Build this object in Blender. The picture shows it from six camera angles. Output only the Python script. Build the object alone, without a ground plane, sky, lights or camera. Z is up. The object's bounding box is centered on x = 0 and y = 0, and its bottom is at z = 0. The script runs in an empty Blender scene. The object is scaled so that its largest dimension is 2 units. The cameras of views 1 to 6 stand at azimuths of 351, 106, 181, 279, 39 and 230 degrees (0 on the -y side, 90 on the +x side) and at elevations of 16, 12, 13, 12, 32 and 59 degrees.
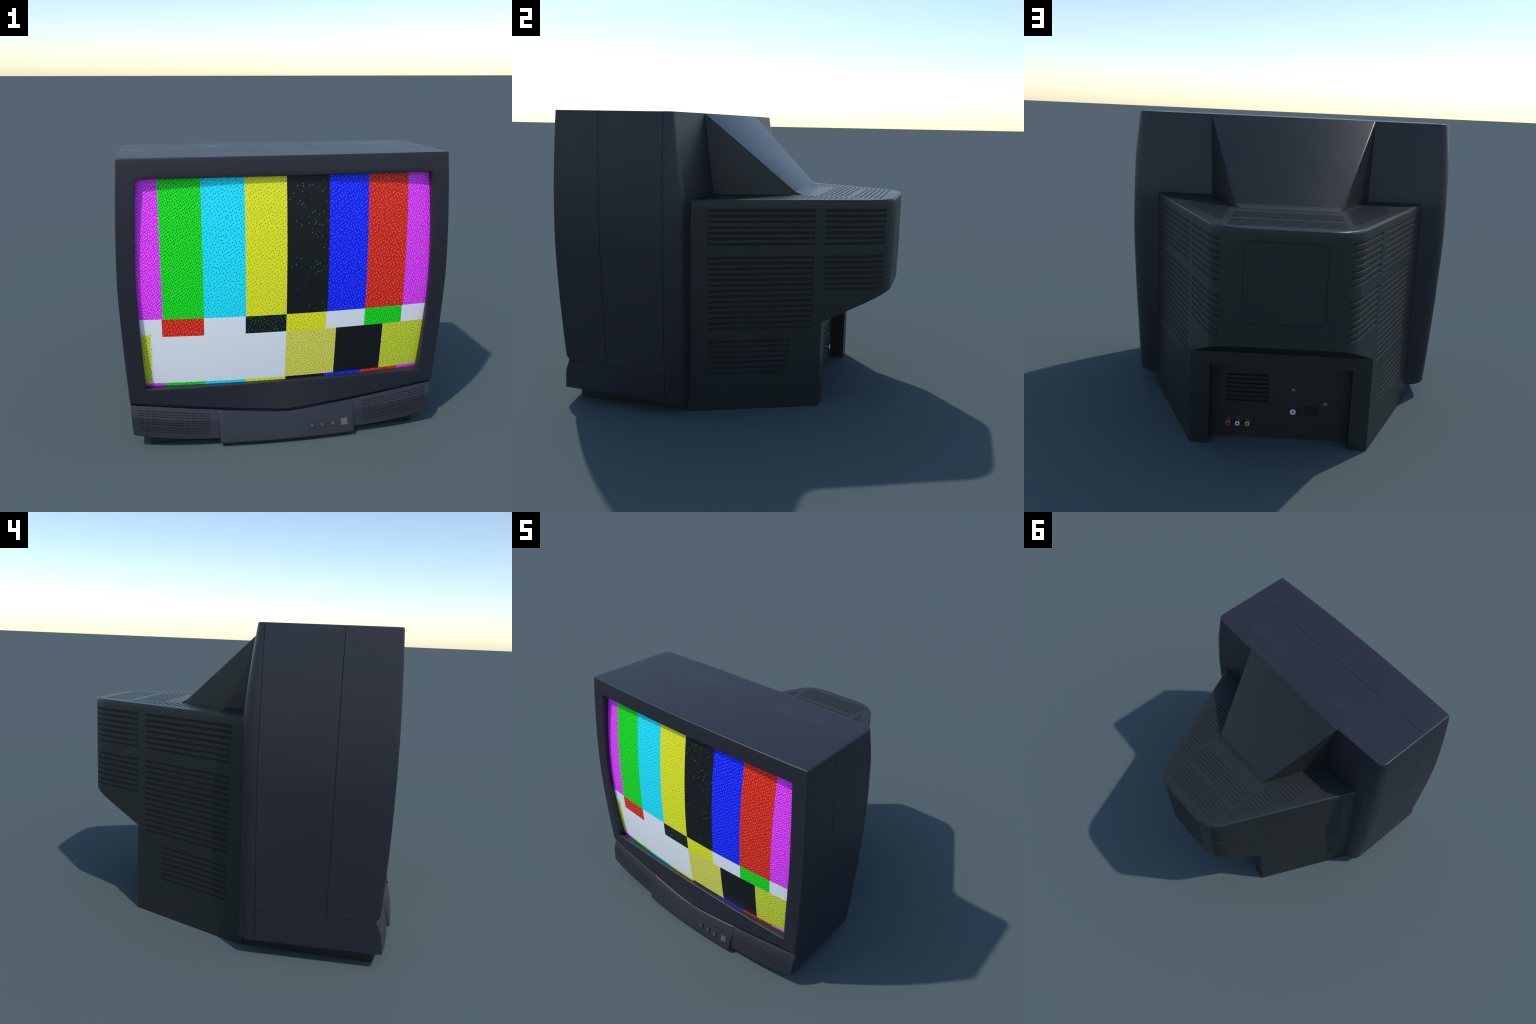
import bpy, bmesh, math, random
from mathutils import Vector

random.seed(7)
# ------------------------------------------------------------------ helpers
def lerp(a, b, t): return a + (b - a) * t
def clamp(t, a=0.0, b=1.0): return max(a, min(b, t))
def smooth(t): t = clamp(t); return t * t * (3 - 2 * t)
def interp(x, pts):
    """piecewise linear through control points [(x,y)...]"""
    if x <= pts[0][0]: return pts[0][1]
    for (x0, y0), (x1, y1) in zip(pts, pts[1:]):
        if x <= x1: return lerp(y0, y1, (x - x0) / (x1 - x0))
    return pts[-1][1]
def linspace(a, b, n): return [lerp(a, b, i / (n - 1)) for i in range(n)]
def srgb(r, g, b):
    f = lambda c: (c / 255 / 12.92) if c / 255 <= .04045 else ((c / 255 + .055) / 1.055) ** 2.4
    return (f(r), f(g), f(b), 1.0)

# ------------------------------------------------------------------ materials
class Nodes:
    def __init__(self, name):
        self.mat = bpy.data.materials.new(name); self.mat.use_nodes = True
        self.t = self.mat.node_tree; self.b = self.t.nodes['Principled BSDF']
    def n(self, typ, **kw):
        nd = self.t.nodes.new(typ)
        for k, v in kw.items(): setattr(nd, k, v)
        return nd
    def link(self, a, b): self.t.links.new(a, b)
    def put(self, sock, v):
        if isinstance(v, (int, float, tuple, list)): sock.default_value = v
        else: self.link(v, sock)
    def math(self, op, a, b=0.0, c=None):
        m = self.n('ShaderNodeMath', operation=op)
        self.put(m.inputs[0], a); self.put(m.inputs[1], b)
        if c is not None: self.put(m.inputs[2], c)
        return m.outputs[0]
    def mix(self, f, a, b):
        m = self.n('ShaderNodeMix', data_type='RGBA')
        self.put(m.inputs['Factor'], f); self.put(m.inputs['A'], a); self.put(m.inputs['B'], b)
        return m.outputs['Result']
    def coords(self): return self.n('ShaderNodeTexCoord').outputs['Object']
    def noise(self, vec, scale, detail=3.0, rough=.5, dims='3D'):
        nd = self.n('ShaderNodeTexNoise', noise_dimensions=dims)
        self.link(vec, nd.inputs['Vector'])
        nd.inputs['Scale'].default_value = scale; nd.inputs['Detail'].default_value = detail
        nd.inputs['Roughness'].default_value = rough
        return nd.outputs['Fac']
    def ramp(self, fac, stops, mode='LINEAR'):
        r = self.n('ShaderNodeValToRGB'); r.color_ramp.interpolation = mode
        el = r.color_ramp.elements
        while len(el) < len(stops): el.new(0.5)
        for e, (p, c) in zip(el, stops): e.position = p; e.color = c
        self.put(r.inputs['Fac'], fac); return r
    def range(self, v, a, b, lo, hi):
        m = self.n('ShaderNodeMapRange'); self.put(m.inputs[0], v)
        for i, x in enumerate((a, b, lo, hi)): m.inputs[i + 1].default_value = x
        return m.outputs[0]

def plastic(name, col, rough=.5, grain=.0, grain_scale=420, smudge=.0, spec=.5, bevel=.003, marks=()):
    """moulded dark plastic: faint mottling, fine moulded grain, faint uneven gloss, sheen patches lightened in colour"""
    N = Nodes(name); co = N.coords()
    big = N.noise(co, 2.3, 4, .55)
    c0 = tuple(x * .96 for x in col[:3]) + (1,); c1 = tuple(x * 1.04 for x in col[:3]) + (1,)
    base = N.mix(N.range(big, .3, .7, 0, 1), c0, c1)
    if marks:                # slightly glossier patches on the top, also a little paler in base
        sep = N.n('ShaderNodeSeparateXYZ'); N.link(co, sep.inputs[0]); tot = 0.0
        for mx, my, rx, ry in marks:
            u = N.math('DIVIDE', N.math('SUBTRACT', sep.outputs[0], mx), rx); v = N.math('DIVIDE', N.math('SUBTRACT', sep.outputs[1], my), ry)
            d = N.math('SQRT', N.math('ADD', N.math('MULTIPLY', u, u), N.math('MULTIPLY', v, v)))
            tot = N.math('ADD', tot, N.range(d, 0.1, 1.0, 1.0, 0.0))
        f = N.math('MULTIPLY', N.math('MULTIPLY', tot, N.math('GREATER_THAN', sep.outputs[2], 1.775)), N.range(N.noise(co, 5, 2, .5), .28, .65, .1, .8))
        gloss = f
        base = N.mix(N.math('MULTIPLY', f, .5), base, (.036, .042, .050, 1))
    N.link(base, N.b.inputs['Base Color'])
    sm = N.noise(co, 3.1, 2, .5)
    rg = N.range(sm, .35, .75, rough - smudge, rough + smudge)
    if marks: rg = N.math('SUBTRACT', rg, N.math('MULTIPLY', gloss, .07))
    N.link(rg, N.b.inputs['Roughness'])
    N.b.inputs['Specular IOR Level'].default_value = spec
    bp = None
    if bevel:
        bv = N.n('ShaderNodeBevel', samples=4); bv.inputs['Radius'].default_value = bevel
        bp = bv.outputs[0]
    if grain:
        bump = N.n('ShaderNodeBump'); bump.inputs['Strength'].default_value = grain
        bump.inputs['Distance'].default_value = .0015
        N.link(N.noise(co, grain_scale, 1, .5), bump.inputs['Height'])
        if bp: N.link(bp, bump.inputs['Normal'])
        bp = bump.outputs[0]
    if bp: N.link(bp, N.b.inputs['Normal'])
    return N.mat

def simple(name, col, rough=.4, metal=0.0, spec=.5):
    N = Nodes(name); co = N.coords()
    f = N.noise(co, 60, 2)
    c0 = tuple(x * .9 for x in col[:3]) + (1,); c1 = tuple(min(1, x * 1.1) for x in col[:3]) + (1,)
    N.link(N.mix(f, c0, c1), N.b.inputs['Base Color'])
    N.b.inputs['Roughness'].default_value = rough; N.b.inputs['Metallic'].default_value = metal
    N.b.inputs['Specular IOR Level'].default_value = spec
    return N.mat

CAB = (.0186, .0190, .0282, 1)
BACK = (.0158, .0196, .0186, 1)
M_CAB = plastic('cabinet_plastic', CAB, .40, grain=.03, smudge=.02, marks=[(a * sg, -.335, .14, .085) for a in (.365, .61) for sg in (1, -1)])
TRIM = tuple(c * 1.22 for c in CAB[:3]) + (1,)
M_SPK = plastic('speaker_plastic', TRIM, .40, bevel=0)
M_TRIM = plastic('lower_trim_plastic', TRIM, .40, grain=.03, smudge=.02)
M_BACK = plastic('back_plastic', BACK, .35, grain=.35, smudge=.02)
M_VENT = plastic('vent_plastic', BACK, .40, grain=.10, smudge=.02, bevel=0)
M_SLOT = plastic('vent_slot_shade_tint', tuple(c * .70 for c in BACK[:3]) + (1,), .6, bevel=0, spec=.3)  # back plastic darkened: shade inside the slots put into the colour
M_DECKSLOT = plastic('deck_slot_shade_tint', tuple(c * .86 for c in BACK[:3]) + (1,), .55, bevel=0, spec=.35)  # milder darkening, paints the faint occlusion in the deck slots
M_SEAM = simple('seam_shadow_gap', (.0125, .0135, .0130, 1), .55, spec=.35)
M_PANEL = plastic('connector_panel_plastic', (.015, .0175, .017, 1), .55, grain=.05, bevel=.0015)
M_STEEL = simple('nickel_plating', (.62, .66, .70, 1), .3, 1.0)
M_WHITE = simple('white_plastic', (.62, .66, .68, 1), .4)
M_RED = simple('red_plastic', (.50, .02, .02, 1), .4)
M_YEL = simple('yellow_plastic', (.45, .40, .03, 1), .4)
M_HOLE = simple('socket_hole', (.004, .004, .004, 1), .7, spec=.1)
M_COPPER = simple('copper_screw', (.55, .26, .12, 1), .4, 1.0)
M_LOGO = simple('bronze_lettering', (.034, .026, .014, 1), .5)
M_BUTTON = simple('button_plastic', (.040, .041, .056, 1), .35)
M_GLYPH = simple('button_print', (.16, .16, .19, 1), .5)
M_SENSOR = simple('sensor_window_glass', (.085, .105, .115, 1), .2, .0)  # dark glass given a paler base for the reflection seen from the front

# ---- screen: broadcast colour bars shown through a dithered dot pattern
BARS = [-.757, -.509, -.261, -.0125, .2355, .4835, .7300]
def screen_material():
    N = Nodes('screen_picture'); co = N.coords()
    sep = N.n('ShaderNodeSeparateXYZ'); N.link(co, sep.inputs[0])
    x, z = sep.outputs[0], sep.outputs[2]
    MAG, GRN, CYA, YEL = srgb(246, 40, 255), srgb(30, 250, 40), srgb(36, 250, 255), srgb(246, 255, 40)
    BLK, BLU, RED, WHT = srgb(24, 28, 30), srgb(30, 30, 255), srgb(240, 36, 36), (.95, .95, .95, 1)
    ORG, SKY = srgb(245, 165, 45), srgb(40, 150, 255)
    PINK = srgb(255, 175, 255); DGRN = srgb(20, 60, 28); DRED = srgb(240, 90, 60); DBLU = srgb(30, 70, 250)
    fx = N.range(x, -1, 1, 0, 1)
    edges = [0] + [(b + 1) / 2 for b in BARS]
    base = [MAG, GRN, CYA, YEL, BLK, BLU, RED, MAG]
    dots = [PINK, DGRN, DBLU, DRED, BLK, SKY, ORG, PINK]
    dens = [1, 1, 0, 0, 0, 0, 0, 1]
    rb = N.ramp(fx, list(zip(edges, base)), 'CONSTANT').outputs[0]
    rd = N.ramp(fx, list(zip(edges, dots)), 'CONSTANT').outputs[0]
    rn = N.ramp(fx, [(e, (d, d, d, 1)) for e, d in zip(edges, dens)], 'CONSTANT').outputs[0]
    # dots lie in slanting, slightly wavy rows
    wnoise = N.n('ShaderNodeTexNoise'); N.link(co, wnoise.inputs['Vector']); wnoise.inputs['Scale'].default_value = 7; wnoise.inputs['Detail'].default_value = 1
    wv = N.n('ShaderNodeVectorMath', operation='MULTIPLY_ADD'); N.link(wnoise.outputs['Color'], wv.inputs[0])
    wv.inputs[1].default_value = (.03, .03, .03); N.link(co, wv.inputs[2]); warped = wv.outputs[0]
    def dot(scale, radius, rnd, seed):
        mp = N.n('ShaderNodeMapping'); N.link(warped, mp.inputs[0])
        mp.inputs['Rotation'].default_value = (math.radians(90), 0, 0)
        m2 = N.n('ShaderNodeMapping'); N.link(mp.outputs[0], m2.inputs[0])
        m2.inputs['Rotation'].default_value = (0, 0, math.radians(28))
        m2.inputs['Location'].default_value = (seed, seed * .37, 0)
        m2.inputs['Scale'].default_value = (1.18, .86, 1)
        v = N.n('ShaderNodeTexVoronoi', voronoi_dimensions='2D')
        N.link(m2.outputs[0], v.inputs['Vector']); v.inputs['Scale'].default_value = scale
        v.inputs['Randomness'].default_value = rnd
        return N.math('LESS_THAN', v.outputs['Distance'], radius * scale), v
    dense, _ = dot(74, .0030, .40, 1.7)
    sparse, vs = dot(54, .0032, .45, 3.1)
    fine, vf = dot(105, .0026, .8, 5.3)
    m = N.math('ADD', N.math('MULTIPLY', dense, rn), N.math('MULTIPLY', sparse, N.math('SUBTRACT', 1.0, rn)))
    bars = N.mix(m, rb, rd)
    def box(x0, x1, z0, z1):
        a = N.math('MULTIPLY', N.math('GREATER_THAN', x, x0), N.math('LESS_THAN', x, x1))
        b = N.math('MULTIPLY', N.math('GREATER_THAN', z, z0), N.math('LESS_THAN', z, z1))
        return N.math('MULTIPLY', a, b)
    # stray coloured noise in the black fields
    clump = N.math('GREATER_THAN', N.noise(co, 6.0, 2, .6), .50)
    side = N.range(x, BARS[3], BARS[4], .15, 1.0)
    wn = N.n('ShaderNodeTexWhiteNoise', noise_dimensions='3D'); N.link(vs.outputs['Color'], wn.inputs[0])
    keep = N.math('LESS_THAN', wn.outputs['Value'], N.math('MULTIPLY', side, .32))
    strayc = N.ramp(vs.outputs['Color'], [(0, srgb(30, 170, 40)), (.5, srgb(170, 30, 40)), (.6, srgb(40, 50, 220)), (.75, srgb(30, 170, 40))], 'CONSTANT').outputs[0]
    stray = N.mix(N.math('MULTIPLY', N.math('MULTIPLY', sparse, keep), clump), BLK, strayc)
    col = WHT
    col = N.mix(N.math('GREATER_THAN', z, .840), col, bars)
    col = N.mix(box(BARS[3], BARS[4], .840, 3), col, stray)
    B = BARS; zc = .727
    col = N.mix(box(B[0], B[1], zc, .840), col, N.mix(sparse, RED, ORG))
    col = N.mix(box(B[2], B[3], zc, .840), col, N.mix(N.math('MULTIPLY', sparse, .8), BLK, strayc))
    col = N.mix(box(B[3], B[4], zc, .840), col, N.mix(sparse, YEL, DRED))
    col = N.mix(box(B[5], B[6], zc, .840), col, N.mix(dense, GRN, DGRN))
    # ragged fields under the bars
    rag = N.range(N.noise(co, 170, 1, .5), .3, .7, -.012, .012)
    xr = N.math('ADD', x, rag)
    pale = N.mix(sparse, N.mix(fine, srgb(238, 240, 70), srgb(246, 244, 150)), srgb(245, 95, 85))
    col = N.mix(box(B[3], .302, .3, zc), col, pale)
    col = N.mix(box(.302, .608, .3, zc), col, BLK)
    mixed = N.mix(sparse, N.mix(dense, N.mix(fine, srgb(232, 240, 24), srgb(240, 244, 140)), srgb(120, 225, 24)), srgb(215, 90, 30))
    col = N.mix(box(.608, 2, .3, zc), col, mixed)
    left = N.math('MULTIPLY', N.math('LESS_THAN', xr, -.826), N.math('LESS_THAN', N.math('ADD', z, rag), .741))
    col = N.mix(left, col, mixed)
    col = N.mix(N.math('LESS_THAN', z, .409), col, bars)
    N.link(col, N.b.inputs['Base Color'])
    N.b.inputs['Roughness'].default_value = .45
    N.b.inputs['Specular IOR Level'].default_value = .25
    return N.mat
M_SCREEN = screen_material()

# ------------------------------------------------------------------ mesh builder
class Piece:
    def __init__(self): self.v, self.k, self.f, self.m = [], {}, [], []
    def idx(self, p):
        key = (round(p[0], 5), round(p[1], 5), round(p[2], 5))
        if key not in self.k: self.k[key] = len(self.v); self.v.append(tuple(p))
        return self.k[key]
    def face(self, pts, mat=0):
        ids = []
        for p in pts:
            i = self.idx(p)
            if not ids or ids[-1] != i: ids.append(i)
        if len(ids) > 1 and ids[0] == ids[-1]: ids.pop()
        if len(ids) >= 3 and len(set(ids)) == len(ids): self.f.append(ids); self.m.append(mat)
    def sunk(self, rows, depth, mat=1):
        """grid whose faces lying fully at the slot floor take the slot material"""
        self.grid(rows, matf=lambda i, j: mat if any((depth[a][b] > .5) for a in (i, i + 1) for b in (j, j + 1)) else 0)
    def grid(self, rows, matf=None, flip=False, skip=None):
        for i in range(len(rows) - 1):
            for j in range(len(rows[i]) - 1):
                if skip and skip(i, j): continue
                q = [rows[i][j], rows[i][j + 1], rows[i + 1][j + 1], rows[i + 1][j]]
                if flip: q.reverse()
                self.face(q, matf(i, j) if matf else 0)
    def build(self, name, mats, parent=None, angle=32, recalc=True):
        me = bpy.data.meshes.new(name)
        me.from_pydata(self.v, [], self.f)
        for m in mats: me.materials.append(m)
        for p, mi in zip(me.polygons, self.m): p.material_index = mi
        return finish(me, name, parent, angle, recalc)

def finish(me, name, parent=None, angle=32, recalc=True):
    bm = bmesh.new(); bm.from_mesh(me)
    if recalc: bmesh.ops.recalc_face_normals(bm, faces=bm.faces)
    bm.to_mesh(me); bm.free()
    me.polygons.foreach_set('use_smooth', [True] * len(me.polygons))
    me.set_sharp_from_angle(angle=math.radians(angle))
    ob = bpy.data.objects.new(name, me)
    bpy.context.scene.collection.objects.link(ob)
    if parent: ob.parent = parent
    return ob

tv = bpy.data.objects.new('television', None)
bpy.context.scene.collection.objects.link(tv)
tv['label'] = 'dark grey tube television set showing colour bars'
tv['category'] = 'television'

# ------------------------------------------------------------------ cabinet form
ZT, ZMID = 1.786, 1.03
def half_width(z):
    if z > ZMID: return 1.0 - .034 * ((z - ZMID) / .755) ** 1.7
    return 1.0 - .042 * (min(ZMID - z, .93) / .93) ** 1.3
def face_y(x, z):
    return -(.877 + .024 * (1 - ((z - ZMID) / .74) ** 2) + .024 * (1 - (x / .97) ** 2))
def crease_z(x):     # lower edge of the face: dips towards the middle
    a = abs(x)
    return .195 + .090 * (smooth(a / 1.1) * .35 + .65 * (a / .96) ** 1.35) if a > 0 else .195
def skirt_bottom_z(x): return .050 + .050 * (min(abs(x), .955) / .955) ** 3
def crown(p):
    x, y, z = p
    w = smooth((z - 1.5) / .28)
    return (x, y, z + (.0004) * w * (1 - (x / .966) ** 2))

def lip_y(x):        # the chin noses forward to a soft V in the middle
    return interp(abs(x), [(0, -.930), (.04, -.9275), (.10, -.920), (.30, -.905), (.45, -.898), (.735, -.883), (.97, -.862)])
def chin_y(x, z):
    y = face_y(x, z)
    if z >= .3855: return y
    zl = crease_z(x) + .020
    return y + (lip_y(x) - .008 - face_y(x, zl)) * clamp((.3855 - z) / (.3855 - zl)) ** 1.1
R = .007                      # radius of the cabinet's outer edges
FR = 5                        # points over a rounded edge
LIP = .312                    # where the face turns in to the crease, at the sides
SEAM_Z = .2865
def edge_y(z):                # front end of the side wall
    if z >= LIP: return face_y(half_width(z), z)
    return interp(z, [(.100, -.902), (.215, -.892), (.284, -.863), (SEAM_Z + .002, -.862), (LIP, face_y(half_width(LIP), LIP))])

# rows of the side wall, bottom to top; groove rows carry a depth
side_rows = [(.100, 0), (.130, 0), (.170, 0), (.215, 0), (.245, 0), (SEAM_Z - .0019, 0), (SEAM_Z - .0009, 1), (SEAM_Z + .0009, 1), (SEAM_Z + .0019, 0), (LIP, 0)]
side_rows += [(z, 0) for z in linspace(.335, ZT - R, 30)]
ROW_SEAM = 6
def seam2_y(z): return interp(z, [(.09, -.224), (.68, -.210), (1.1, -.203), (ZT, -.206)])
def rear_y(z): return interp(z, [(.06, -.112), (.65, -.106), (1.30, -.100), (1.56, -.126), (ZT, -.151)])

# front columns as fractions of the face's half width (0 .. 1)
inner_f = linspace(0, 1, 15)          # centre -> opening edge
frame_f = linspace(0, 1, 5)           # opening edge -> outer edge
def open_x(z): return half_width(z) - .1015
def front_cols(z):
    xo, xe = open_x(z), half_width(z) - R
    return [f * xo for f in inner_f] + [lerp(xo, xe, f) for f in frame_f[1:]]
NF = len(inner_f) + len(frame_f) - 1

G = .0007                              # half width of a seam, plus its walls
def side_cols(z):
    """(x, y, groove, zone) along the right wall from the front edge to the rear middle"""
    X = half_width(z); y0 = edge_y(z); out = []
    for k in range(FR):
        a = math.pi / 2 * (1 - k / (FR - 1))
        out.append((X - R + R * math.cos(a), y0 + R - R * math.sin(a), 0, 'bezel'))
    y2 = seam2_y(z)
    yr = rear_y(z); ye = yr - interp(z, [(1.0, .006), (1.35, .005), (ZT, .013)]); RC = interp(z, [(.1, .088), (.8, .092), (1.32, .090), (1.55, .058), (ZT, .058)])
    taper = interp(z, [(.1, .003), (.6, .001), (.9, .003), (1.3, .003), (1.6, .002), (ZT, .006)])
    def sx(y):
        d = clamp((y - (ye - RC)) / RC)
        return X - taper * clamp((y + .88) / .66) - RC * (1 - math.sqrt(1 - d * d))
    for y in linspace(y0 + .03, -.606, 5): out.append((sx(y), y, 0, 'bezel'))
    for y, g in ((-.60 - G - .001, 0), (-.60 - G, 1), (-.60 + G, 1), (-.60 + G + .001, 0)):
        out.append((sx(y), y, g, 'bezel' if y < -.6 + G else 'shell'))
    for y in linspace(-.59, y2 - .01, 5): out.append((sx(y), y, 0, 'shell'))
    for y, g in ((y2 - G - .001, 0), (y2 - G, 2), (y2 + G, 2), (y2 + G + .001, 0)):
        out.append((sx(y), y, g, 'shell' if y < y2 + G else 'rear'))
    th0 = math.asin(clamp((y2 + .0045 - (ye - RC)) / RC)); xc = sx(-.3) - taper * 0 - RC
    ys0 = y2 + .0045
    xe = xc
    for k in range(10):                # rounded rear corner
        th = lerp(th0, math.pi / 2, k / 9)
        y = ye - RC + RC * math.sin(th)
        if k == 0: y = ys0
        out.append((xc + RC * math.cos(th) if k else sx(y), y, 0, 'rear'))
    fr = [x / (half_width(ZT) - R) for x in front_cols(ZT)]
    for f in reversed(fr[:-1]):
        x = f * xe
        out.append((x, yr + (ye - yr) * smooth((x - .45) / (xe - .45)), 0, 'rear'))
    return out
ZONES = [c[3] for c in side_cols(1.0)]
NCOL = len(ZONES)
SIDE_START, REAR_START = FR, ZONES.index('rear')
S1 = [i for i, c in enumerate(side_cols(1.0)) if c[2] == 1]
S2 = [i for i, c in enumerate(side_cols(1.0)) if c[2] == 2]

def normals2d(pts):
    out = []
    for i in range(len(pts)):
        a = pts[max(i - 1, 0)]; b = pts[min(i + 1, len(pts) - 1)]
        d = Vector((b[0] - a[0], b[1] - a[1]))
        if d.length < 1e-9: d = Vector((0, 1))
        d.normalize(); out.append((-d.y, d.x))       # inward for a front->rear right wall
    return out

pieces = {k: Piece() for k in ('bezel', 'shell', 'rear', 'skirt')}
DEPTH = .0019
def wall_point(c, nrm, z, g, depth=DEPTH):
    x, y = c[0], c[1]
    if g: x += nrm[0] * depth; y += nrm[1] * depth
    # the lower seam drops a little towards the rear
    w = 1 - smooth(abs(z - SEAM_Z) / .15)
    zz = z - .015 * w * clamp((y + .86) / .65)
    # the underside bows down towards the middle
    if z < .3 and y > -.3:
        zz += (skirt_bottom_z(x) - .1) * (1 - smooth((z - .1) / .2))
    return crown((x, y, zz))

for sx in (1, -1):
    mir = lambda p: (p[0] * sx, p[1], p[2])
    rows = []
    for ri, (z, g) in enumerate(side_rows):
        cols = side_cols(z); nr = normals2d(cols); row = []
        for j, c in enumerate(cols):
            dep = 0
            if c[2] == 2: dep = 1
            if c[2] == 1 and ri > ROW_SEAM: dep = 1
            if g and j < S2[0]: dep = 1
            row.append(mir(wall_point(c, nr[j], z, dep)))
        rows.append(row)
    for i in range(len(rows) - 1):
        for j in range(NCOL - 1):
            above = i >= ROW_SEAM
            zone = ZONES[j]
            if zone in ('bezel', 'shell') and not above: zone = 'skirt'
            groove = (S2[0] - 1 <= j <= S2[1]) or (above and S1[0] - 1 <= j <= S1[1]) or (ROW_SEAM - 1 <= i <= ROW_SEAM + 1 and j <= S2[0])
            pieces[zone].face([rows[i][j], rows[i][j + 1], rows[i + 1][j + 1], rows[i + 1][j]], 1 if groove else 0)
    # rounded top edge, then the top surface
    zb = ZT - R
    ring = [(x, face_y(x, zb), 0, 'bezel') for x in front_cols(zb)][:-1] + side_cols(zb)
    nr = normals2d(ring)
    levels = []
    for k in range(FR):
        a = math.pi / 2 * k / (FR - 1); d = R * (1 - math.cos(a)); lv = []
        for c, n in zip(ring, nr):
            dd = d + (DEPTH * (1 - k / (FR - 1)) if c[2] else 0)
            lv.append((c[0] + n[0] * dd, c[1] + n[1] * dd, zb + R * math.sin(a) - (DEPTH * k / (FR - 1) if c[2] == 1 else 0)))
        lv[0] = (0, lv[0][1], lv[0][2])
        lv[-1] = (0, lv[-1][1], lv[-1][2])
        levels.append(lv)
    off = NF - 1
    for k in range(FR - 1):
        for i in range(len(ring) - 1):
            zone = 'bezel' if i < off + S1[1] else 'shell'
            gr = off + S1[0] - 1 <= i <= off + S1[1] 
            pieces[zone].face([mir(crown(levels[k][i])), mir(crown(levels[k][i + 1])), mir(crown(levels[k + 1][i + 1])), mir(crown(levels[k + 1][i]))], 1 if gr else 0)
    last = levels[-1]
    fr = [p[0] / last[off][0] for p in last[:off]] + [1.0]
    toprows = [last[:off] + [last[off]]]
    tags = [('bezel', 0)]
    for j in range(1, REAR_START + 9 + 4):
        if off + j >= len(last) - (NF - 1): break
        p = last[off + j]
        g = 1 if j in S1 else 0
        row = []
        for f in fr:
            row.append((p[0] * f, p[1], p[2]))
        toprows.append(row); tags.append((ZONES[j], j))
    # final row: along the rear edge
    rear_row = list(reversed(last[-NF:]))
    toprows.append(rear_row); tags.append(('shell', 999))
    for i in range(len(toprows) - 1):
        j = tags[i][1]
        zone = 'bezel' if j < S1[1] else 'shell'
        gr = S1[0] - 1 <= j <= S1[1]
        for c in range(len(fr) - 1):
            pieces[zone].face([mir(crown(toprows[i][c])), mir(crown(toprows[i][c + 1])), mir(crown(toprows[i + 1][c + 1])), mir(crown(toprows[i + 1][c]))], 1 if gr else 0)
    # underside
    cols = [rows[0][j] for j in range(FR, NCOL)]
    under = []
    for p in cols:
        under.append([(p[0] * f, p[1], skirt_bottom_z(p[0] * f)) for f in linspace(1, 0, 9)])
    pieces['skirt'].grid(under[:-(NF)])

# ---- front face with the screen opening
OT, OB = 1.6765, .3855
face_rows_z = [ZT - R] + linspace(ZT - .03, OT, 4) + linspace(1.60, .46, 16) + [OB]
iT, iB = 4, len(face_rows_z) - 1
chin = linspace(0, 1, 9)[1:]
def lip_z(x): return crease_z(x) + .020
rows = []
for z in face_rows_z:
    rows.append([crown((x, face_y(x, z), z)) for x in front_cols(z)])
for t in chin:
    row = []
    for j in range(NF):
        # columns keep their fraction while sliding down to the lip
        z = OB
        for _ in range(4):
            x = front_cols(z)[j]; z = lerp(OB, lip_z(x), t)
        if j == NF - 1: z = lerp(OB, LIP, t); x = half_width(z) - R
        row.append((x, face_y(x, z) if j == NF - 1 else lerp(chin_y(x, z), face_y(x, z), smooth((abs(x) - .75) / .2)), z))
    rows.append(row)
# turn-in to the crease
row = []
for j in range(NF):
    x = rows[-1][j][0]
    if j == NF - 1: row.append((half_width(SEAM_Z + .0019) - R, edge_y(SEAM_Z + .0019), SEAM_Z + .0019))
    else: row.append((x, lip_y(x) + .004, crease_z(x) + .001))
rows.append(row)
rows.append([(p[0], p[1] + .03, p[2]) for p in row])
for sx in (1, -1):
    rr = [[(p[0] * sx, p[1], p[2]) for p in r] for r in rows]
    pieces['bezel'].grid(rr, skip=lambda i, j: iT <= i < iB and j < len(inner_f) - 1)
    # reveal of the opening: rounded lip, then straight in
    loop = [rr[iT][j] for j in range(len(inner_f))] + [rr[i][len(inner_f) - 1] for i in range(iT + 1, iB + 1)] + [rr[iB][j] for j in range(len(inner_f) - 2, -1, -1)]
    cx, cz = 0, 1.03
    lv = [loop]
    for k in range(1, 5):
        a = math.pi / 2 * k / 4; r = .005; ring = []
        for n, p in enumerate(loop):
            nx = -sx if len(inner_f) - 1 <= n <= len(inner_f) - 1 + iB - iT else 0
            nz = -1 if n <= len(inner_f) - 1 else (1 if n >= len(inner_f) - 1 + iB - iT else 0)
            q = r * math.sin(a)
            ring.append((p[0] + nx * q, p[1] + r * (1 - math.cos(a)), p[2] + nz * q))
        lv.append(ring)
    lv.append([(p[0], p[1] + .055, p[2]) for p in lv[-1]])
    pieces['bezel'].grid(lv)

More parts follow.
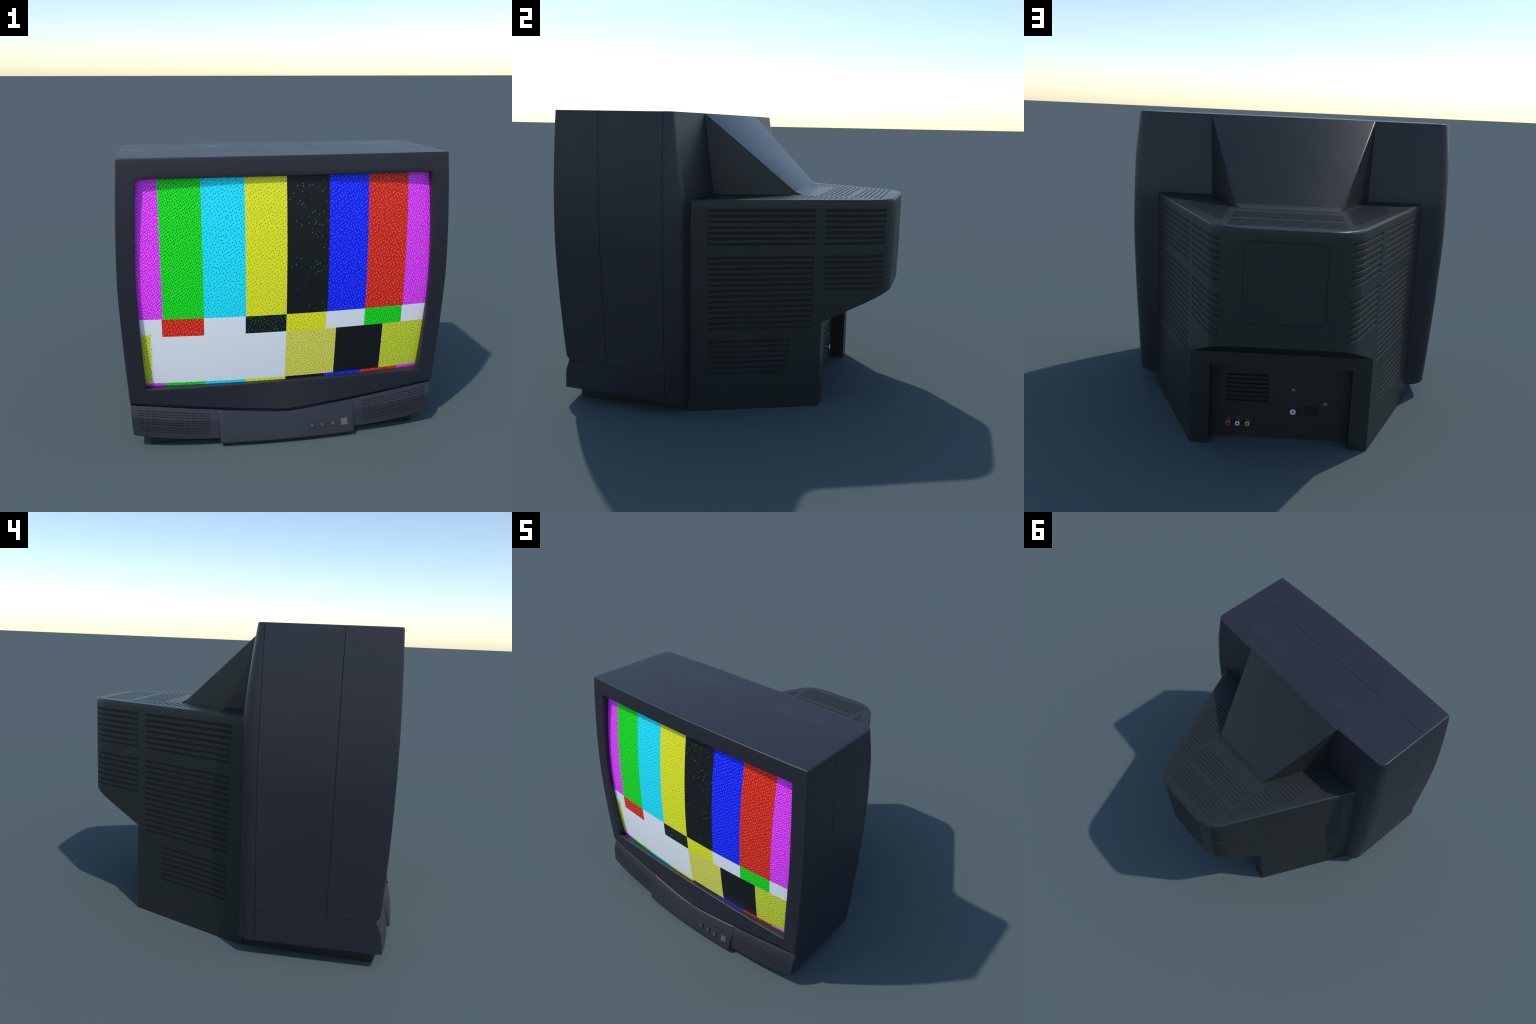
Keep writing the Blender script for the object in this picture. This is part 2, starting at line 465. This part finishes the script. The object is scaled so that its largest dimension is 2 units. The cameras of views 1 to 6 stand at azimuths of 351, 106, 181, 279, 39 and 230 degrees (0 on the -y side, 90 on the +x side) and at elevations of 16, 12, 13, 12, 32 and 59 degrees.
# ---- lower skirt with the two speaker grilles
def skirt_yb(x): return -.902 - .051 * (1 - min(1, abs(x) / .958) ** 3.2)
def skirt_point(x, t):
    zc, zb = crease_z(x) - .002, skirt_bottom_z(x)
    if abs(x) > .94: 
        w = (abs(x) - .94) / .02; zc = lerp(zc, SEAM_Z - .0019, clamp(w))
    yc = lerp(-.863 - .046 * (1 - (x / .96) ** 2), -.863, smooth((abs(x) - .93) / .03))
    yb = skirt_yb(x); ys = yb + interp(abs(x), [(.44, .020), (.96, .012)])
    y = interp(t, [(0, yc), (.05, lerp(yc, ys, .15)), (.15, lerp(yc, ys, .42)), (.26, lerp(yc, ys, .68)), (.36, lerp(yc, ys, .87)), (.46, ys + .0), (1, yb)])
    return (x, y, lerp(zc, zb, t))
hx0, hx1 = .487, .925
xs_, hole_x = [], []
gp = (hx1 - hx0) / 11
for g in range(11):
    for k in range(3): hole_x.append(hx0 + gp * (g + .5) + (k - 1) * .0122)
hole_t = []
for g0 in (.115, .375, .630):
    for k in range(3): hole_t.append(g0 + .03 + k * .075)
HW = .0041; HT = .021
def cuts(centres, hw, lo, hi, extra):
    out = [(e, 0) for e in extra]
    for c in centres: out += [(c - hw, 0), (c - hw * .55, 1), (c + hw * .55, 1), (c + hw, 0)]
    out = [o for o in out if lo <= o[0] <= hi]
    return sorted(out)
xc = cuts(hole_x, HW, 0, 2, [0, .15, .3, .4, .44, .47, .935, .945])
tc = cuts(hole_t, HT, 0, 1, [0, .05, .36, 1])
grille = [Piece(), Piece()]
for si, sx in enumerate((1, -1)):
    rows = []
    for t, ti in tc:
        row = []
        for x, xi in xc:
            p = skirt_point(x, t)
            if ti and xi: p = (p[0], p[1] + .006, p[2])
            row.append((p[0] * sx, p[1], p[2]))
        X = half_width(lerp(SEAM_Z, .1, t)) - R
        if True:
            z = lerp(SEAM_Z - .0019, .100, t); X = half_width(z) - R
            row.append((X * sx, edge_y(z), z))
        rows.append(row)
    xin = [i for i, (x, k) in enumerate(xc) if abs(x - .47) < 1e-6][0]
    xout = [i for i, (x, k) in enumerate(xc) if abs(x - .935) < 1e-6][0]
    grille[si].grid([r[xin:xout + 1] for r in rows], matf=lambda i, j: 0)
    pieces['skirt'].grid([r[:xin + 1] for r in rows], matf=lambda i, j: 2)
    pieces['skirt'].grid([r[xout:] for r in rows], matf=lambda i, j: 2)
    # bottom turns under
    pieces['skirt'].grid([rows[-1], [(p[0], p[1] + .06, p[2] + .004) for p in rows[-1]]])
    # crease floor
    pieces['skirt'].grid([rows[0], [(p[0], p[1] + .03, p[2]) for p in rows[0]]], matf=lambda i, j: 1)

bezel = pieces['bezel'].build('front_bezel', [M_CAB, M_SEAM], tv)
shell = pieces['shell'].build('cabinet_shell', [M_CAB, M_SEAM], tv)
rear = pieces['rear'].build('cabinet_rear_wall', [M_CAB, M_SEAM], tv)
skirt = pieces['skirt'].build('lower_front_panel', [M_CAB, M_SEAM, M_TRIM], tv)
for g in grille: g.build('speaker_grille', [M_SPK], skirt)

# ---- picture tube face
scr = Piece()
def glass_y(x, z): return -(.832 + .048 * (1 - (x / .88) ** 2) + .045 * (1 - ((z - 1.03) / .64) ** 2))
scr.grid([[(x, glass_y(x, z), z) for x in linspace(-.915, .915, 41)] for z in linspace(.372, 1.69, 33)])
scr.build('screen', [M_SCREEN], tv, angle=60)

# ------------------------------------------------------------------ control panel on the chin
def panel_point(x, t):
    b = 1 - (x / .43) ** 2
    zc = crease_z(x) - .004; zb = .026
    yt, ys, yb = -.905 - .022 * b, -.940 - .018 * b, -.971 - .0180 * b
    y = interp(t, [(0, yt), (.10, lerp(yt, ys, .25)), (.20, lerp(yt, ys, .48)), (.30, lerp(yt, ys, .69)), (.46, ys), (.7, lerp(ys, yb, .48)), (1, yb)])
    return (x, y, lerp(zc, zb, t))
pan = Piece()
PXS = [-.4295, -.4285, -.4255] + linspace(-.41, .41, 31) + [.4255, .4285, .4295]
PTS = [0, .01, .03, .06] + linspace(.10, .95, 18) + [.975, .992, 1.0]
rows = []
for t in PTS:
    row = []
    for x in PXS:
        p = panel_point(x, t); e = 0
        a = abs(x)
        if a > .425: e += {.4255: .0003, .4285: .0016, .4295: .004}[round(a, 4)]
        e += {.975: .0004, .992: .002, 1.0: .005, 0: .004, .01: .001}.get(t, 0)
        row.append((p[0], p[1] + e, p[2]))
    rows.append(row)
pan.grid(rows)
for edge in (rows[0], rows[-1], [r[0] for r in rows], [r[-1] for r in rows]):
    pan.grid([edge, [(p[0], -.86, p[2]) for p in edge]])
control = pan.build('control_panel', [M_TRIM], tv, angle=40)

def panel_frame(x, z):
    """point and axes (across, up, out) on the control panel"""
    t = (crease_z(x) - .004 - z) / (crease_z(x) - .004 - .026)
    p = Vector(panel_point(x, t)); q = Vector(panel_point(x + .002, t)); u = Vector(panel_point(x, t - .02))
    ax = (q - p).normalized(); up = (u - p).normalized()
    out = ax.cross(up).normalized()
    if out.y > 0: out = -out
    up = out.cross(ax); 
    if up.z < 0: up = -up
    return p, ax, up, out

from mathutils import Matrix
def frame_matrix(p, ax, up, out):
    return Matrix(((ax.x, up.x, out.x, p.x), (ax.y, up.y, out.y, p.y), (ax.z, up.z, out.z, p.z), (0, 0, 0, 1)))

def lathe(profile, n=24, mats=None):
    """profile [(radius, height, material)] turned about local z"""
    P = Piece()
    rings = [[(r * math.cos(2 * math.pi * k / n), r * math.sin(2 * math.pi * k / n), h) for k in range(n)] for r, h, m in profile]
    for i in range(len(rings) - 1):
        for k in range(n):
            P.face([rings[i][k], rings[i][(k + 1) % n], rings[i + 1][(k + 1) % n], rings[i + 1][k]], profile[i][2])
    if profile[-1][0] > 0: P.face(rings[-1], profile[-1][2])
    return P
def lathe_obj(name, profile, mats, parent, matrix, n=24, angle=32):
    ob = lathe(profile, n).build(name, mats, parent, angle); ob.matrix_local = matrix; return ob

def strip(P, pts, w, h, mat=0, closed=False):
    """raised bar along a polyline in local xy"""
    n = len(pts)
    L = []
    for i in range(n):
        a = Vector(pts[(i - 1) % n] if closed or i > 0 else pts[i]); b = Vector(pts[(i + 1) % n] if closed or i < n - 1 else pts[i])
        d = (b - a).normalized(); nn = Vector((-d.y, d.x)); c = Vector(pts[i])
        k = 1.0
        L.append([(c.x + nn.x * s * w / 2 * k, c.y + nn.y * s * w / 2 * k, z) for s, z in ((-1, -.002), (-.55, h), (.55, h), (1, -.002))])
    if closed: L.append(L[0])
    P.grid(L, matf=lambda i, j: mat)

def rounded_rect(x0, x1, y0, y1, r, n=5):
    pts = []
    for cx, cy, a0 in ((x1 - r, y1 - r, 0), (x0 + r, y1 - r, 90), (x0 + r, y0 + r, 180), (x1 - r, y0 + r, 270)):
        for k in range(n):
            a = math.radians(a0 + 90 * k / (n - 1)); pts.append((cx + r * math.cos(a), cy + r * math.sin(a)))
    return pts
def densify(pts, step=.03):
    out = []
    for a, b in zip(pts, pts[1:] + pts[:1]):
        n = max(1, int(math.hypot(b[0] - a[0], b[1] - a[1]) / step))
        out += [(lerp(a[0], b[0], k / n), lerp(a[1], b[1], k / n)) for k in range(n)]
    return out

# buttons: down, up, power
BP = [(0, -.004, 0), (0, 0, 0)]
for bx, bz, glyph in ((.148, .0965, 'down'), (.2155, .0965, 'up'), (.284, .0975, 'ring')):
    p, ax, up, out = panel_frame(bx, bz)
    Pc = lathe([(.0205, -.003, 1), (.0205, .0004, 1), (.0185, .0004, 1), (.0180, .0006, 0), (.0180, .0080, 0), (.0165, .0105, 0), (.0140, .0110, 0), (.0120, .0088, 0)], 28)
    if glyph == 'ring': strip(Pc, [(.0058 * math.cos(k * math.pi / 10), .0058 * math.sin(k * math.pi / 10)) for k in range(20)], .0032, .0104, 2, True)
    else:
        s = 1 if glyph == 'up' else -1
        strip(Pc, [(-.0085, -.004 * s), (0, .0045 * s), (.0085, -.004 * s)], .0032, .0104, 2)
    for i, v in enumerate(Pc.v):
        pass
    b = Pc.build('button', [M_BUTTON, M_SEAM, M_GLYPH], control, 30)
    b.matrix_local = frame_matrix(p, ax, up, out)
# infrared sensor window in its frame
p, ax, up, out = panel_frame(.3635, .0985)
Pw = Piece(); hw = .0225
o = [(-hw, -hw), (hw, -hw), (hw, hw), (-hw, hw)]
def ringpts(s, z): return [(x * s, y * s, z) for x, y in o] + [(o[0][0] * s, o[0][1] * s, z)]
Pw.grid([ringpts(1.16, -.002), ringpts(1.13, .0012), ringpts(1.03, .0012), ringpts(1.0, -.0018)], matf=lambda i, j: 1)
Pw.grid([[(-hw, -hw, -.0008), (hw, -hw, -.0008)], [(-hw, hw, -.0008), (hw, hw, -.0008)]])
Pw.grid([ringpts(1.0, .0012), ringpts(1.0, -.003)], matf=lambda i, j: 1)
w = Pw.build('sensor_window', [M_SENSOR, M_BUTTON], control); w.matrix_local = frame_matrix(p + out * .001, ax, up, out)
# blank moulded badge outline
def mapped_strip(name, pts, w, h, fn, mats, parent, closed=True):
    P = Piece(); L = []
    n = len(pts)
    for i in range(n):
        a = Vector(pts[i - 1]); b = Vector(pts[(i + 1) % n]); d = (b - a).normalized(); nn = (-d.y, d.x); c = pts[i]
        sec = []
        for s, hh in ((-1, -.001), (-.5, h), (.5, h), (1, -.001)):
            pp, out = fn(c[0] + nn[0] * s * w / 2, c[1] + nn[1] * s * w / 2)
            sec.append(tuple(pp + out * hh))
        L.append(sec)
    if closed: L.append(L[0])
    P.grid(L)
    return P.build(name, mats, parent)
def on_panel(u, v):
    p, ax, up, out = panel_frame(u, v); return p, out
mapped_strip('badge_outline', densify(rounded_rect(-.390, -.284, .072, .182, .016)), .0028, .0009, on_panel, [M_TRIM], control)

# maker's lettering on the chin of the bezel, squared capitals
def on_face(u, v): return Vector((u, chin_y(u, v), v)), Vector((0, -1, 0))
GLY = {'T': [((0, 1), (1, 1)), ((.5, 1), (.5, 0))], 'A': [((0, 0), (0, 1), (1, 1), (1, 0)), ((0, .48), (1, .48))],
       'S': [((1, 1), (0, 1), (0, .5), (1, .5), (1, 0), (0, 0))], 'I': [((.5, 0), (.5, 1))],
       'B': [((0, 0), (0, 1), (1, 1), (1, 0), (0, 0)), ((0, .5), (1, .5))], 'O': [((0, 0), (0, 1), (1, 1), (1, 0), (0, 0))]}
LG = Piece()
def bar(a, b, w=.0038, h=.0030):
    d = Vector((b[0] - a[0], b[1] - a[1])).normalized(); n = (-d.y * w / 2, d.x * w / 2); e = (d.x * w / 2, d.y * w / 2)
    a = (a[0] - e[0], a[1] - e[1]); b = (b[0] + e[0], b[1] + e[1])
    q = [(a[0] + n[0], a[1] + n[1]), (a[0] - n[0], a[1] - n[1]), (b[0] - n[0], b[1] - n[1]), (b[0] + n[0], b[1] + n[1])]
    top = [tuple(on_face(*c)[0] + on_face(*c)[1] * h) for c in q]; bot = [tuple(on_face(*c)[0] + on_face(*c)[1] * -.002) for c in q]
    LG.face(top)
    for k in range(4): LG.face([top[k], bot[k], bot[(k + 1) % 4], top[(k + 1) % 4]])
cx = -.075
for ch, wd in zip('TASIBO', (.028, .024, .024, .008, .024, .028)):
    for st in GLY[ch]:
        for a, b in zip(st, st[1:]): bar((cx + a[0] * wd, .2535 + a[1] * .0245), (cx + b[0] * wd, .2535 + b[1] * .0245))
    cx += wd + .0028
for x0, x1 in zip(linspace(-.081, .080, 6), linspace(-.081, .080, 6)[1:]): bar((x0, .2415), (x1, .2415))
LG.build('lettering', [M_LOGO], bezel, 20)

# ------------------------------------------------------------------ back cover
DZ = 1.298; RB = .014                   # deck height and edge radius
def side_line(y): return .8175 - .4616 * (y + .095)
BOXY, BOXZ = .609, .543
def under_z(y): return BOXZ + .482 * (y - BOXY)
# slots: pitch and opening of every louvre
PITCH, OPEN, DEEP = .0333, .0162, .0028
def louvre(z_top, n): return [z_top - PITCH * k for k in range(n)]
blocks = {'A': louvre(1.244, 7), 'B': louvre(.963, 14), 'C': louvre(.447, 7)}
def slot_rows(tops):
    r = []
    for zt in tops:
        r += [(zt, 0.0), (zt - .0008, 1.0), (zt - .0143, 1.0), (zt - OPEN, 0.0)]
    return r
# plan path from the cabinet to the rear middle
E = .0014
YR = .9905
path = []                               # (x, y, tag)
def add(y, tag): path.append((side_line(y), y, tag))
add(-.130, ''); add(-.020 - E, ''); add(-.020, 'AB1C')
for y in linspace(.06, .40, 5): add(y, 'AB1C')
add(.432, 'AB1C'); add(.432 + E, 'AB1'); add(.50, 'AB1'); add(.556, 'AB1'); add(.556 + E, ''); add(BOXY, '')
add(.613, ''); add(.613 + E, 'AB2')
for y in (.68, .75, .82, .865): add(y, 'AB2')
p0, p1, p2 = (side_line(.872), .872), (.301, .9885), (.180, .9885)
for k in range(11):
    t = k / 10
    x = (1-t)**2*p0[0] + 2*t*(1-t)*p1[0] + t*t*p2[0]; y = (1-t)**2*p0[1] + 2*t*(1-t)*p1[1] + t*t*p2[1]
    if k == 4: path.append((x, y, 'AB2')); path.append((x - .0008, y + .0008, ''))
    else: path.append((x, y, 'AB2' if k < 4 else ''))
for x in (.14, .09, .045, 0): path.append((x, YR - .002 * (x / .185) ** 2, ''))
pn = normals2d(path); pn = [(n[0], n[1]) for n in pn]
iBox = [i for i, p in enumerate(path) if abs(p[1] - BOXY) < 1e-6][0]
zrows = [(0.0, 0.0, ''), (.012, 0, '')]
for nm in 'CBA':
    for z, d in sorted(slot_rows(blocks[nm])): zrows.append((z, d, nm))
zrows.append((DZ - RB, 0, ''))
zrows.sort()
ZJ = .742                                # above this all columns share the rows
def depth_at(tag, nm, z):
    if nm == 'A': return 'A' in tag
    if nm == 'B': return 'B1' in tag or ('B2' in tag and z > .745)
    if nm == 'C': return 'C' in tag
    return False
cover = Piece()
def cover_point(i, z, d):
    x, y, tag = path[i]; n = pn[i]
    return (x + n[0] * d, y + n[1] * d, z)
inset = []
for k in range(1, 7):
    a = math.pi / 2 * k / 6; inset.append((RB * (1 - math.cos(a)), DZ - RB + RB * math.sin(a)))
edge_ring = [cover_point(i, inset[-1][1], inset[-1][0]) for i in range(len(path))]
for sx in (1, -1):
    mir = lambda p: (p[0] * sx, p[1], p[2])
    def row_for(cols, z, d, nm):
        return [p for p, k in row_pts(cols, z, d, nm)]
    def row_depth(cols, z, d, nm):
        return [k for p, k in row_pts(cols, z, d, nm)]
    def row_pts(cols, z, d, nm):
        out = []
        for i in cols:
            zz = z
            if i > iBox and z < ZJ:
                y = path[i][1]; zz = lerp(under_z(y), ZJ, (z - BOXZ) / (ZJ - BOXZ))
            dd = d if depth_at(path[i][2], nm, z) else 0
            out.append((mir(cover_point(i, zz, DEEP * dd)), dd))
        return out
    front = range(0, iBox + 1); back = range(iBox, len(path))
    lo = sorted(set([r for r in zrows]))
    cover.sunk([row_for(front, *r) for r in lo], [row_depth(front, *r) for r in lo])
    hi = [(BOXZ, 0, '')] + [r for r in lo if r[0] > BOXZ]
    cover.sunk([row_for(back, *r) for r in hi], [row_depth(back, *r) for r in hi])
    # rounded deck edge
    rings = [[mir(cover_point(i, DZ - RB, 0)) for i in range(len(path))]] + [[mir(cover_point(i, z, d)) for i in range(len(path))] for d, z in inset]
    cover.grid(rings)
    # deck with its slots across
    ys = set([-.13])
    tr = []                              # (y, depth)
    def slot_y(y0, h=.0120):
        return [(y0, 0), (y0 + .0006, 1), (y0 + h * .95, 1), (y0 + h, 0)]
    side_slots = [.034 + .0304 * k for k in range(25)]
    rear_slots = [.527 + .0304 * k for k in range(6)] + [.743 + .0304 * k for k in range(6)]
    allrows = []
    for y0 in side_slots:
        for y, d in slot_y(y0): allrows.append((y, d, 's'))
    for y0 in rear_slots:
        for y, d in slot_y(y0): allrows.append((y, d, 'r'))
    for p in edge_ring: allrows.append((p[1], 0, ''))
    allrows.sort()
    # where both families have slots they run together, so a row carries each depth
    def family_depth(y, slots):
        for y0 in slots:
            pr = slot_y(y0)
            if y0 - 1e-9 <= y <= pr[-1][0] + 1e-9: return interp(y, pr)
        return 0
    er = sorted(edge_ring, key=lambda p: p[1])
    def deck_edge(y): return interp(y, [(p[1], p[0]) for p in er])
    rows = []; deps = []; lasty = None
    for y, d, fam in allrows:
        if lasty is not None and y - lasty < 1e-5: continue
        lasty = y
        xe = deck_edge(y)
        xin = interp(y, [(.034, .458), (.369, .321), (.80, .321)])
        xout = interp(y, [(.034, .556), (.334, .557), (.80, .330)])
        xin = min(xin, xe * .90); xout = clamp(xout, xin + .003, xe * .97)
        xr = min(.285, xin - .01) if xin > .05 else xin * .5
        ds = family_depth(y, side_slots) * .0024; dr = family_depth(y, rear_slots) * .0024
        e = min(.0012, xin * .01)
        xs = [(0, dr), (xr, dr), (xr + e, 0), (xin, 0), (xin + e, ds), (xout, ds), (xout + e, 0), (xe, 0)]
        if xe < .3: xs = [(xe * f, 0) for f in linspace(0, 1, 8)]
        rows.append([mir((x, y, DZ - dd)) for x, dd in xs]); deps.append([dd / .0024 for x, dd in xs])
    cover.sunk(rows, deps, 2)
# underside of the overhang, rear frame and recess of the lower box
OX, OZ, PY = .390, .472, .5175
xb = side_line(BOXY)
poly = [(path[i][0], path[i][1], under_z(path[i][1])) for i in range(iBox, len(path))]
left = [(-p[0], p[1], p[2]) for p in reversed(poly[:-1])]
for i in range(len(poly) - 1):
    a, b = poly[i], poly[i + 1]
    cover.face([a, b, (-b[0], b[1], b[2]), (-a[0], a[1], a[2])])
for sx in (1, -1):
    cover.face([(xb * sx, BOXY, 0), (xb * sx, BOXY, BOXZ), (OX * sx, BOXY, BOXZ), (OX * sx, BOXY, OZ), (OX * sx, BOXY, 0)])
    cover.face([(OX * sx, BOXY, 0), (OX * sx, BOXY, OZ), (OX * sx, PY, OZ), (OX * sx, PY, 0)])
    cover.face([(xb * sx, BOXY, 0), (OX * sx, BOXY, 0), (OX * sx, PY, 0), (side_line(PY) * sx, PY, 0)])
cover.face([(OX, BOXY, OZ), (OX, BOXY, BOXZ), (-OX, BOXY, BOXZ), (-OX, BOXY, OZ)])
cover.face([(OX, BOXY, OZ), (-OX, BOXY, OZ), (-OX, PY, OZ), (OX, PY, OZ)])
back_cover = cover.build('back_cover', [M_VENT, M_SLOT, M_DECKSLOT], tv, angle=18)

# raised housing over the tube neck
me = bpy.data.meshes.new('tube_housing')
T0, T1 = (.504, -.148, 1.7835), (.285, .392, 1.2985)
vs = []
sl = (T1[2] - T0[2]) / (T1[1] - T0[1])
for sx in (1, -1):
    vs += [(T0[0] * sx, T0[1], T0[2]), (T1[0] * sx, T1[1], T1[2]), (.4865 * sx, -.100, 1.2975), (.4865 * sx, -.19, 1.2975), (T0[0] * sx, -.17, T0[2] - .002)]
low = [(x, y, 1.27) for x, y, z in (vs[1], vs[2], vs[3], vs[6], vs[7], vs[8])]
vs += low
fs = [(0, 1, 6, 5), (0, 2, 1), (5, 6, 7), (0, 4, 3, 2), (5, 7, 8, 9), (0, 5, 9, 4), (1, 2, 11, 10), (2, 3, 12, 11), (6, 13, 14, 7), (7, 14, 15, 8), (1, 10, 13, 6), (3, 4, 9, 8), (3, 8, 15, 12), (10, 11, 12, 15, 14, 13)]
me.from_pydata(vs, [], fs)
bm = bmesh.new(); bm.from_mesh(me); bmesh.ops.recalc_face_normals(bm, faces=bm.faces); bm.verts.ensure_lookup_table()
eds = [e for e in bm.edges if {e.verts[0].index, e.verts[1].index} in ({0, 1}, {5, 6})]
bmesh.ops.bevel(bm, geom=eds, offset=.009, segments=4, profile=.5, affect='EDGES')
bm.to_mesh(me); bm.free(); me.materials.append(M_BACK)
finish(me, 'tube_housing', back_cover, 30)
# soft fillet where the slope runs out onto the deck
FP = Piece(); L = []
for t in linspace(0, 1, 6):
    y = lerp(T1[1] - .022, T1[1] + .030, t)
    zz = (1 - t) ** 2 * (T1[2] + .022 * -sl) + 2 * t * (1 - t) * T1[2] + t * t * DZ
    wd = interp(t, [(0, T1[0] + .002), (.42, T1[0] - .004), (1, T1[0] - .02)])
    L.append([(x, y, zz + .0006) for x in linspace(-wd, wd, 9)])
FP.grid(L); FP.build('housing_fillet', [M_BACK], back_cover)

# moulded label outline on the rear face
def on_rear(u, v): return Vector((u, YR - .002 * (min(abs(u), .185) / .185) ** 2 - .001 * max(0, abs(u) - .185) / .012, v)), Vector((0, 1, 0))
mapped_strip('label_outline', densify(rounded_rect(-.197, .197, .842, 1.238, .032)), .0050, .0014, on_rear, [M_SLOT], back_cover)

# ---- connector panel in the recess
cp = Piece()
vent_top = [.386 - .0258 * k for k in range(7)]
zr = [(0.0, 0), (OZ, 0)]
for zt in vent_top: zr += [(zt, 0), (zt - .0008, 1), (zt - .0110, 1), (zt - .0150, 0)]
zr.sort()
xr = [(-OX, 0), (-.2, 0), (.0665 - E, 0), (.0665, 1), (.2, 1), (.2995, 1), (.2995 + E, 0), (OX, 0)]
cp.sunk([[(x, PY - (.007 * d * k), z) for x, k in xr] for z, d in zr], [[d * k for x, k in xr] for z, d in zr])
conn = cp.build('connector_panel', [M_PANEL, M_SLOT], back_cover, angle=18)
def on_conn(u, v): return Vector((u, PY, v)), Vector((0, 1, 0))
OUT = Matrix(((1, 0, 0, 0), (0, 0, 1, 0), (0, -1, 0, 0), (0, 0, 0, 1)))   # local z -> +y
def at(x, z): return Matrix.Translation((x, PY, z)) @ Matrix(((-1, 0, 0, 0), (0, 0, 1, 0), (0, 1, 0, 0), (0, 0, 0, 1)))
mapped_strip('tuner_plate_outline', densify([(.013, .128), (-.272, .130), (-.281, .139), (-.278, .317), (-.270, .326), (-.138, .325), (-.130, .317), (-.131, .275), (.004, .272), (.013, .263)], .02), .003, .0008, on_conn, [M_PANEL], conn)
mapped_strip('aerial_socket_frame', densify(rounded_rect(-.109, -.042, .137, .261, .006)), .003, .0012, on_conn, [M_PANEL], conn)
mapped_strip('jack_frame', densify(rounded_rect(.143, .3205, .049, .153, .003)), .004, .0020, on_conn, [M_PANEL], conn)
mapped_strip('jack_ledge', [(.316, .130), (.146, .130)], .004, .0016, on_conn, [M_PANEL], conn, closed=False)
mapped_strip('switch_frame', densify(rounded_rect(-.218, -.144, .151, .203, .002)), .004, .0022, on_conn, [simple('switch_plastic', (.012, .013, .022, 1), .35)], conn)
SP = Piece(); 
for z0, z1, x0, x1, h in ((.155, .199, -.214, -.148, .0006),):
    SP.grid([[(x0, PY + h, z0), (x1, PY + h, z0)], [(x0, PY + h, z1), (x1, PY + h, z1)]])
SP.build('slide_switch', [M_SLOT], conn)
# aerial socket
lathe_obj('aerial_socket', [(.0225, -.002, 1), (.0225, .004, 1), (.0175, .004, 0), (.0175, .046, 0), (.0165, .0475, 2), (.0055, .0475, 2), (.0050, .0475, 3), (.0050, .036, 3)], [M_STEEL, M_PANEL, M_WHITE, M_HOLE], conn, at(-.0752, .1875))
# phono jacks
for x, m in ((.289, M_RED), (.234, M_WHITE), (.178, M_YEL)):
    ob = lathe_obj('phono_jack', [(.0155, -.002, 0), (.0150, .004, 0), (.0142, .005, 0), (.0142, .0315, 0), (.0132, .0325, 1), (.0125, .0328, 1), (.0055, .0328, 1), (.0050, .0325, 2), (.0050, .024, 2)], [M_STEEL, m, M_HOLE], conn, at(x, .0925))
# copper screws with a cross slot
for k, (x, z) in enumerate(((-.0735, .2965), (-.257, .220))):
    P = lathe([(.0115, -.002, 0), (.0115, .0025, 0), (.0095, .0045, 0), (.0050, .0055, 0)], 20)
    for a in (25 + 40 * k, 115 + 40 * k):
        c, s = math.cos(math.radians(a)) * .0085, math.sin(math.radians(a)) * .0085
        strip(P, [(-c, -s), (c, s)], .0024, .0060, 1)
    ob = P.build('screw', [M_COPPER, M_LOGO], conn); ob.matrix_local = at(x, z)
# cable boss and small moulding dimple
lathe_obj('cable_boss', [(.0290, -.001, 0), (.0275, .0018, 0), (.0255, .0018, 0), (.0240, .0002, 0), (.0150, .0002, 0), (.0140, .0030, 0), (.0128, .0030, 1), (.0125, .0005, 1), (.0120, .0005, 0), (.0115, .0050, 0), (.0070, .0075, 0)], [M_PANEL, M_HOLE], conn, at(.347, .378), 32)
lathe_obj('moulding_dimple', [(.0125, -.001, 0), (.0118, .0012, 0), (.0095, .0012, 0), (.0080, .0002, 0)], [M_PANEL], conn, at(.0265, .3015))

# ------------------------------------------------------------------ foot the set stands on
me = bpy.data.meshes.new('base')
pts = [(.8185, -.095), (.853, -.8575), (-.853, -.8575), (-.818, -.095)]
vs = [(x, y, 0) for x, y in pts] + [(x, y, .112) for x, y in pts[:1]] + [(x, y, .105) for x, y in pts[1:3]] + [(x, y, .112) for x, y in pts[3:]]
me.from_pydata(vs, [], [(0, 1, 2, 3), (4, 7, 6, 5), (0, 4, 5, 1), (1, 5, 6, 2), (2, 6, 7, 3), (3, 7, 4, 0)])
me.materials.append(M_BACK)
finish(me, 'base', tv)
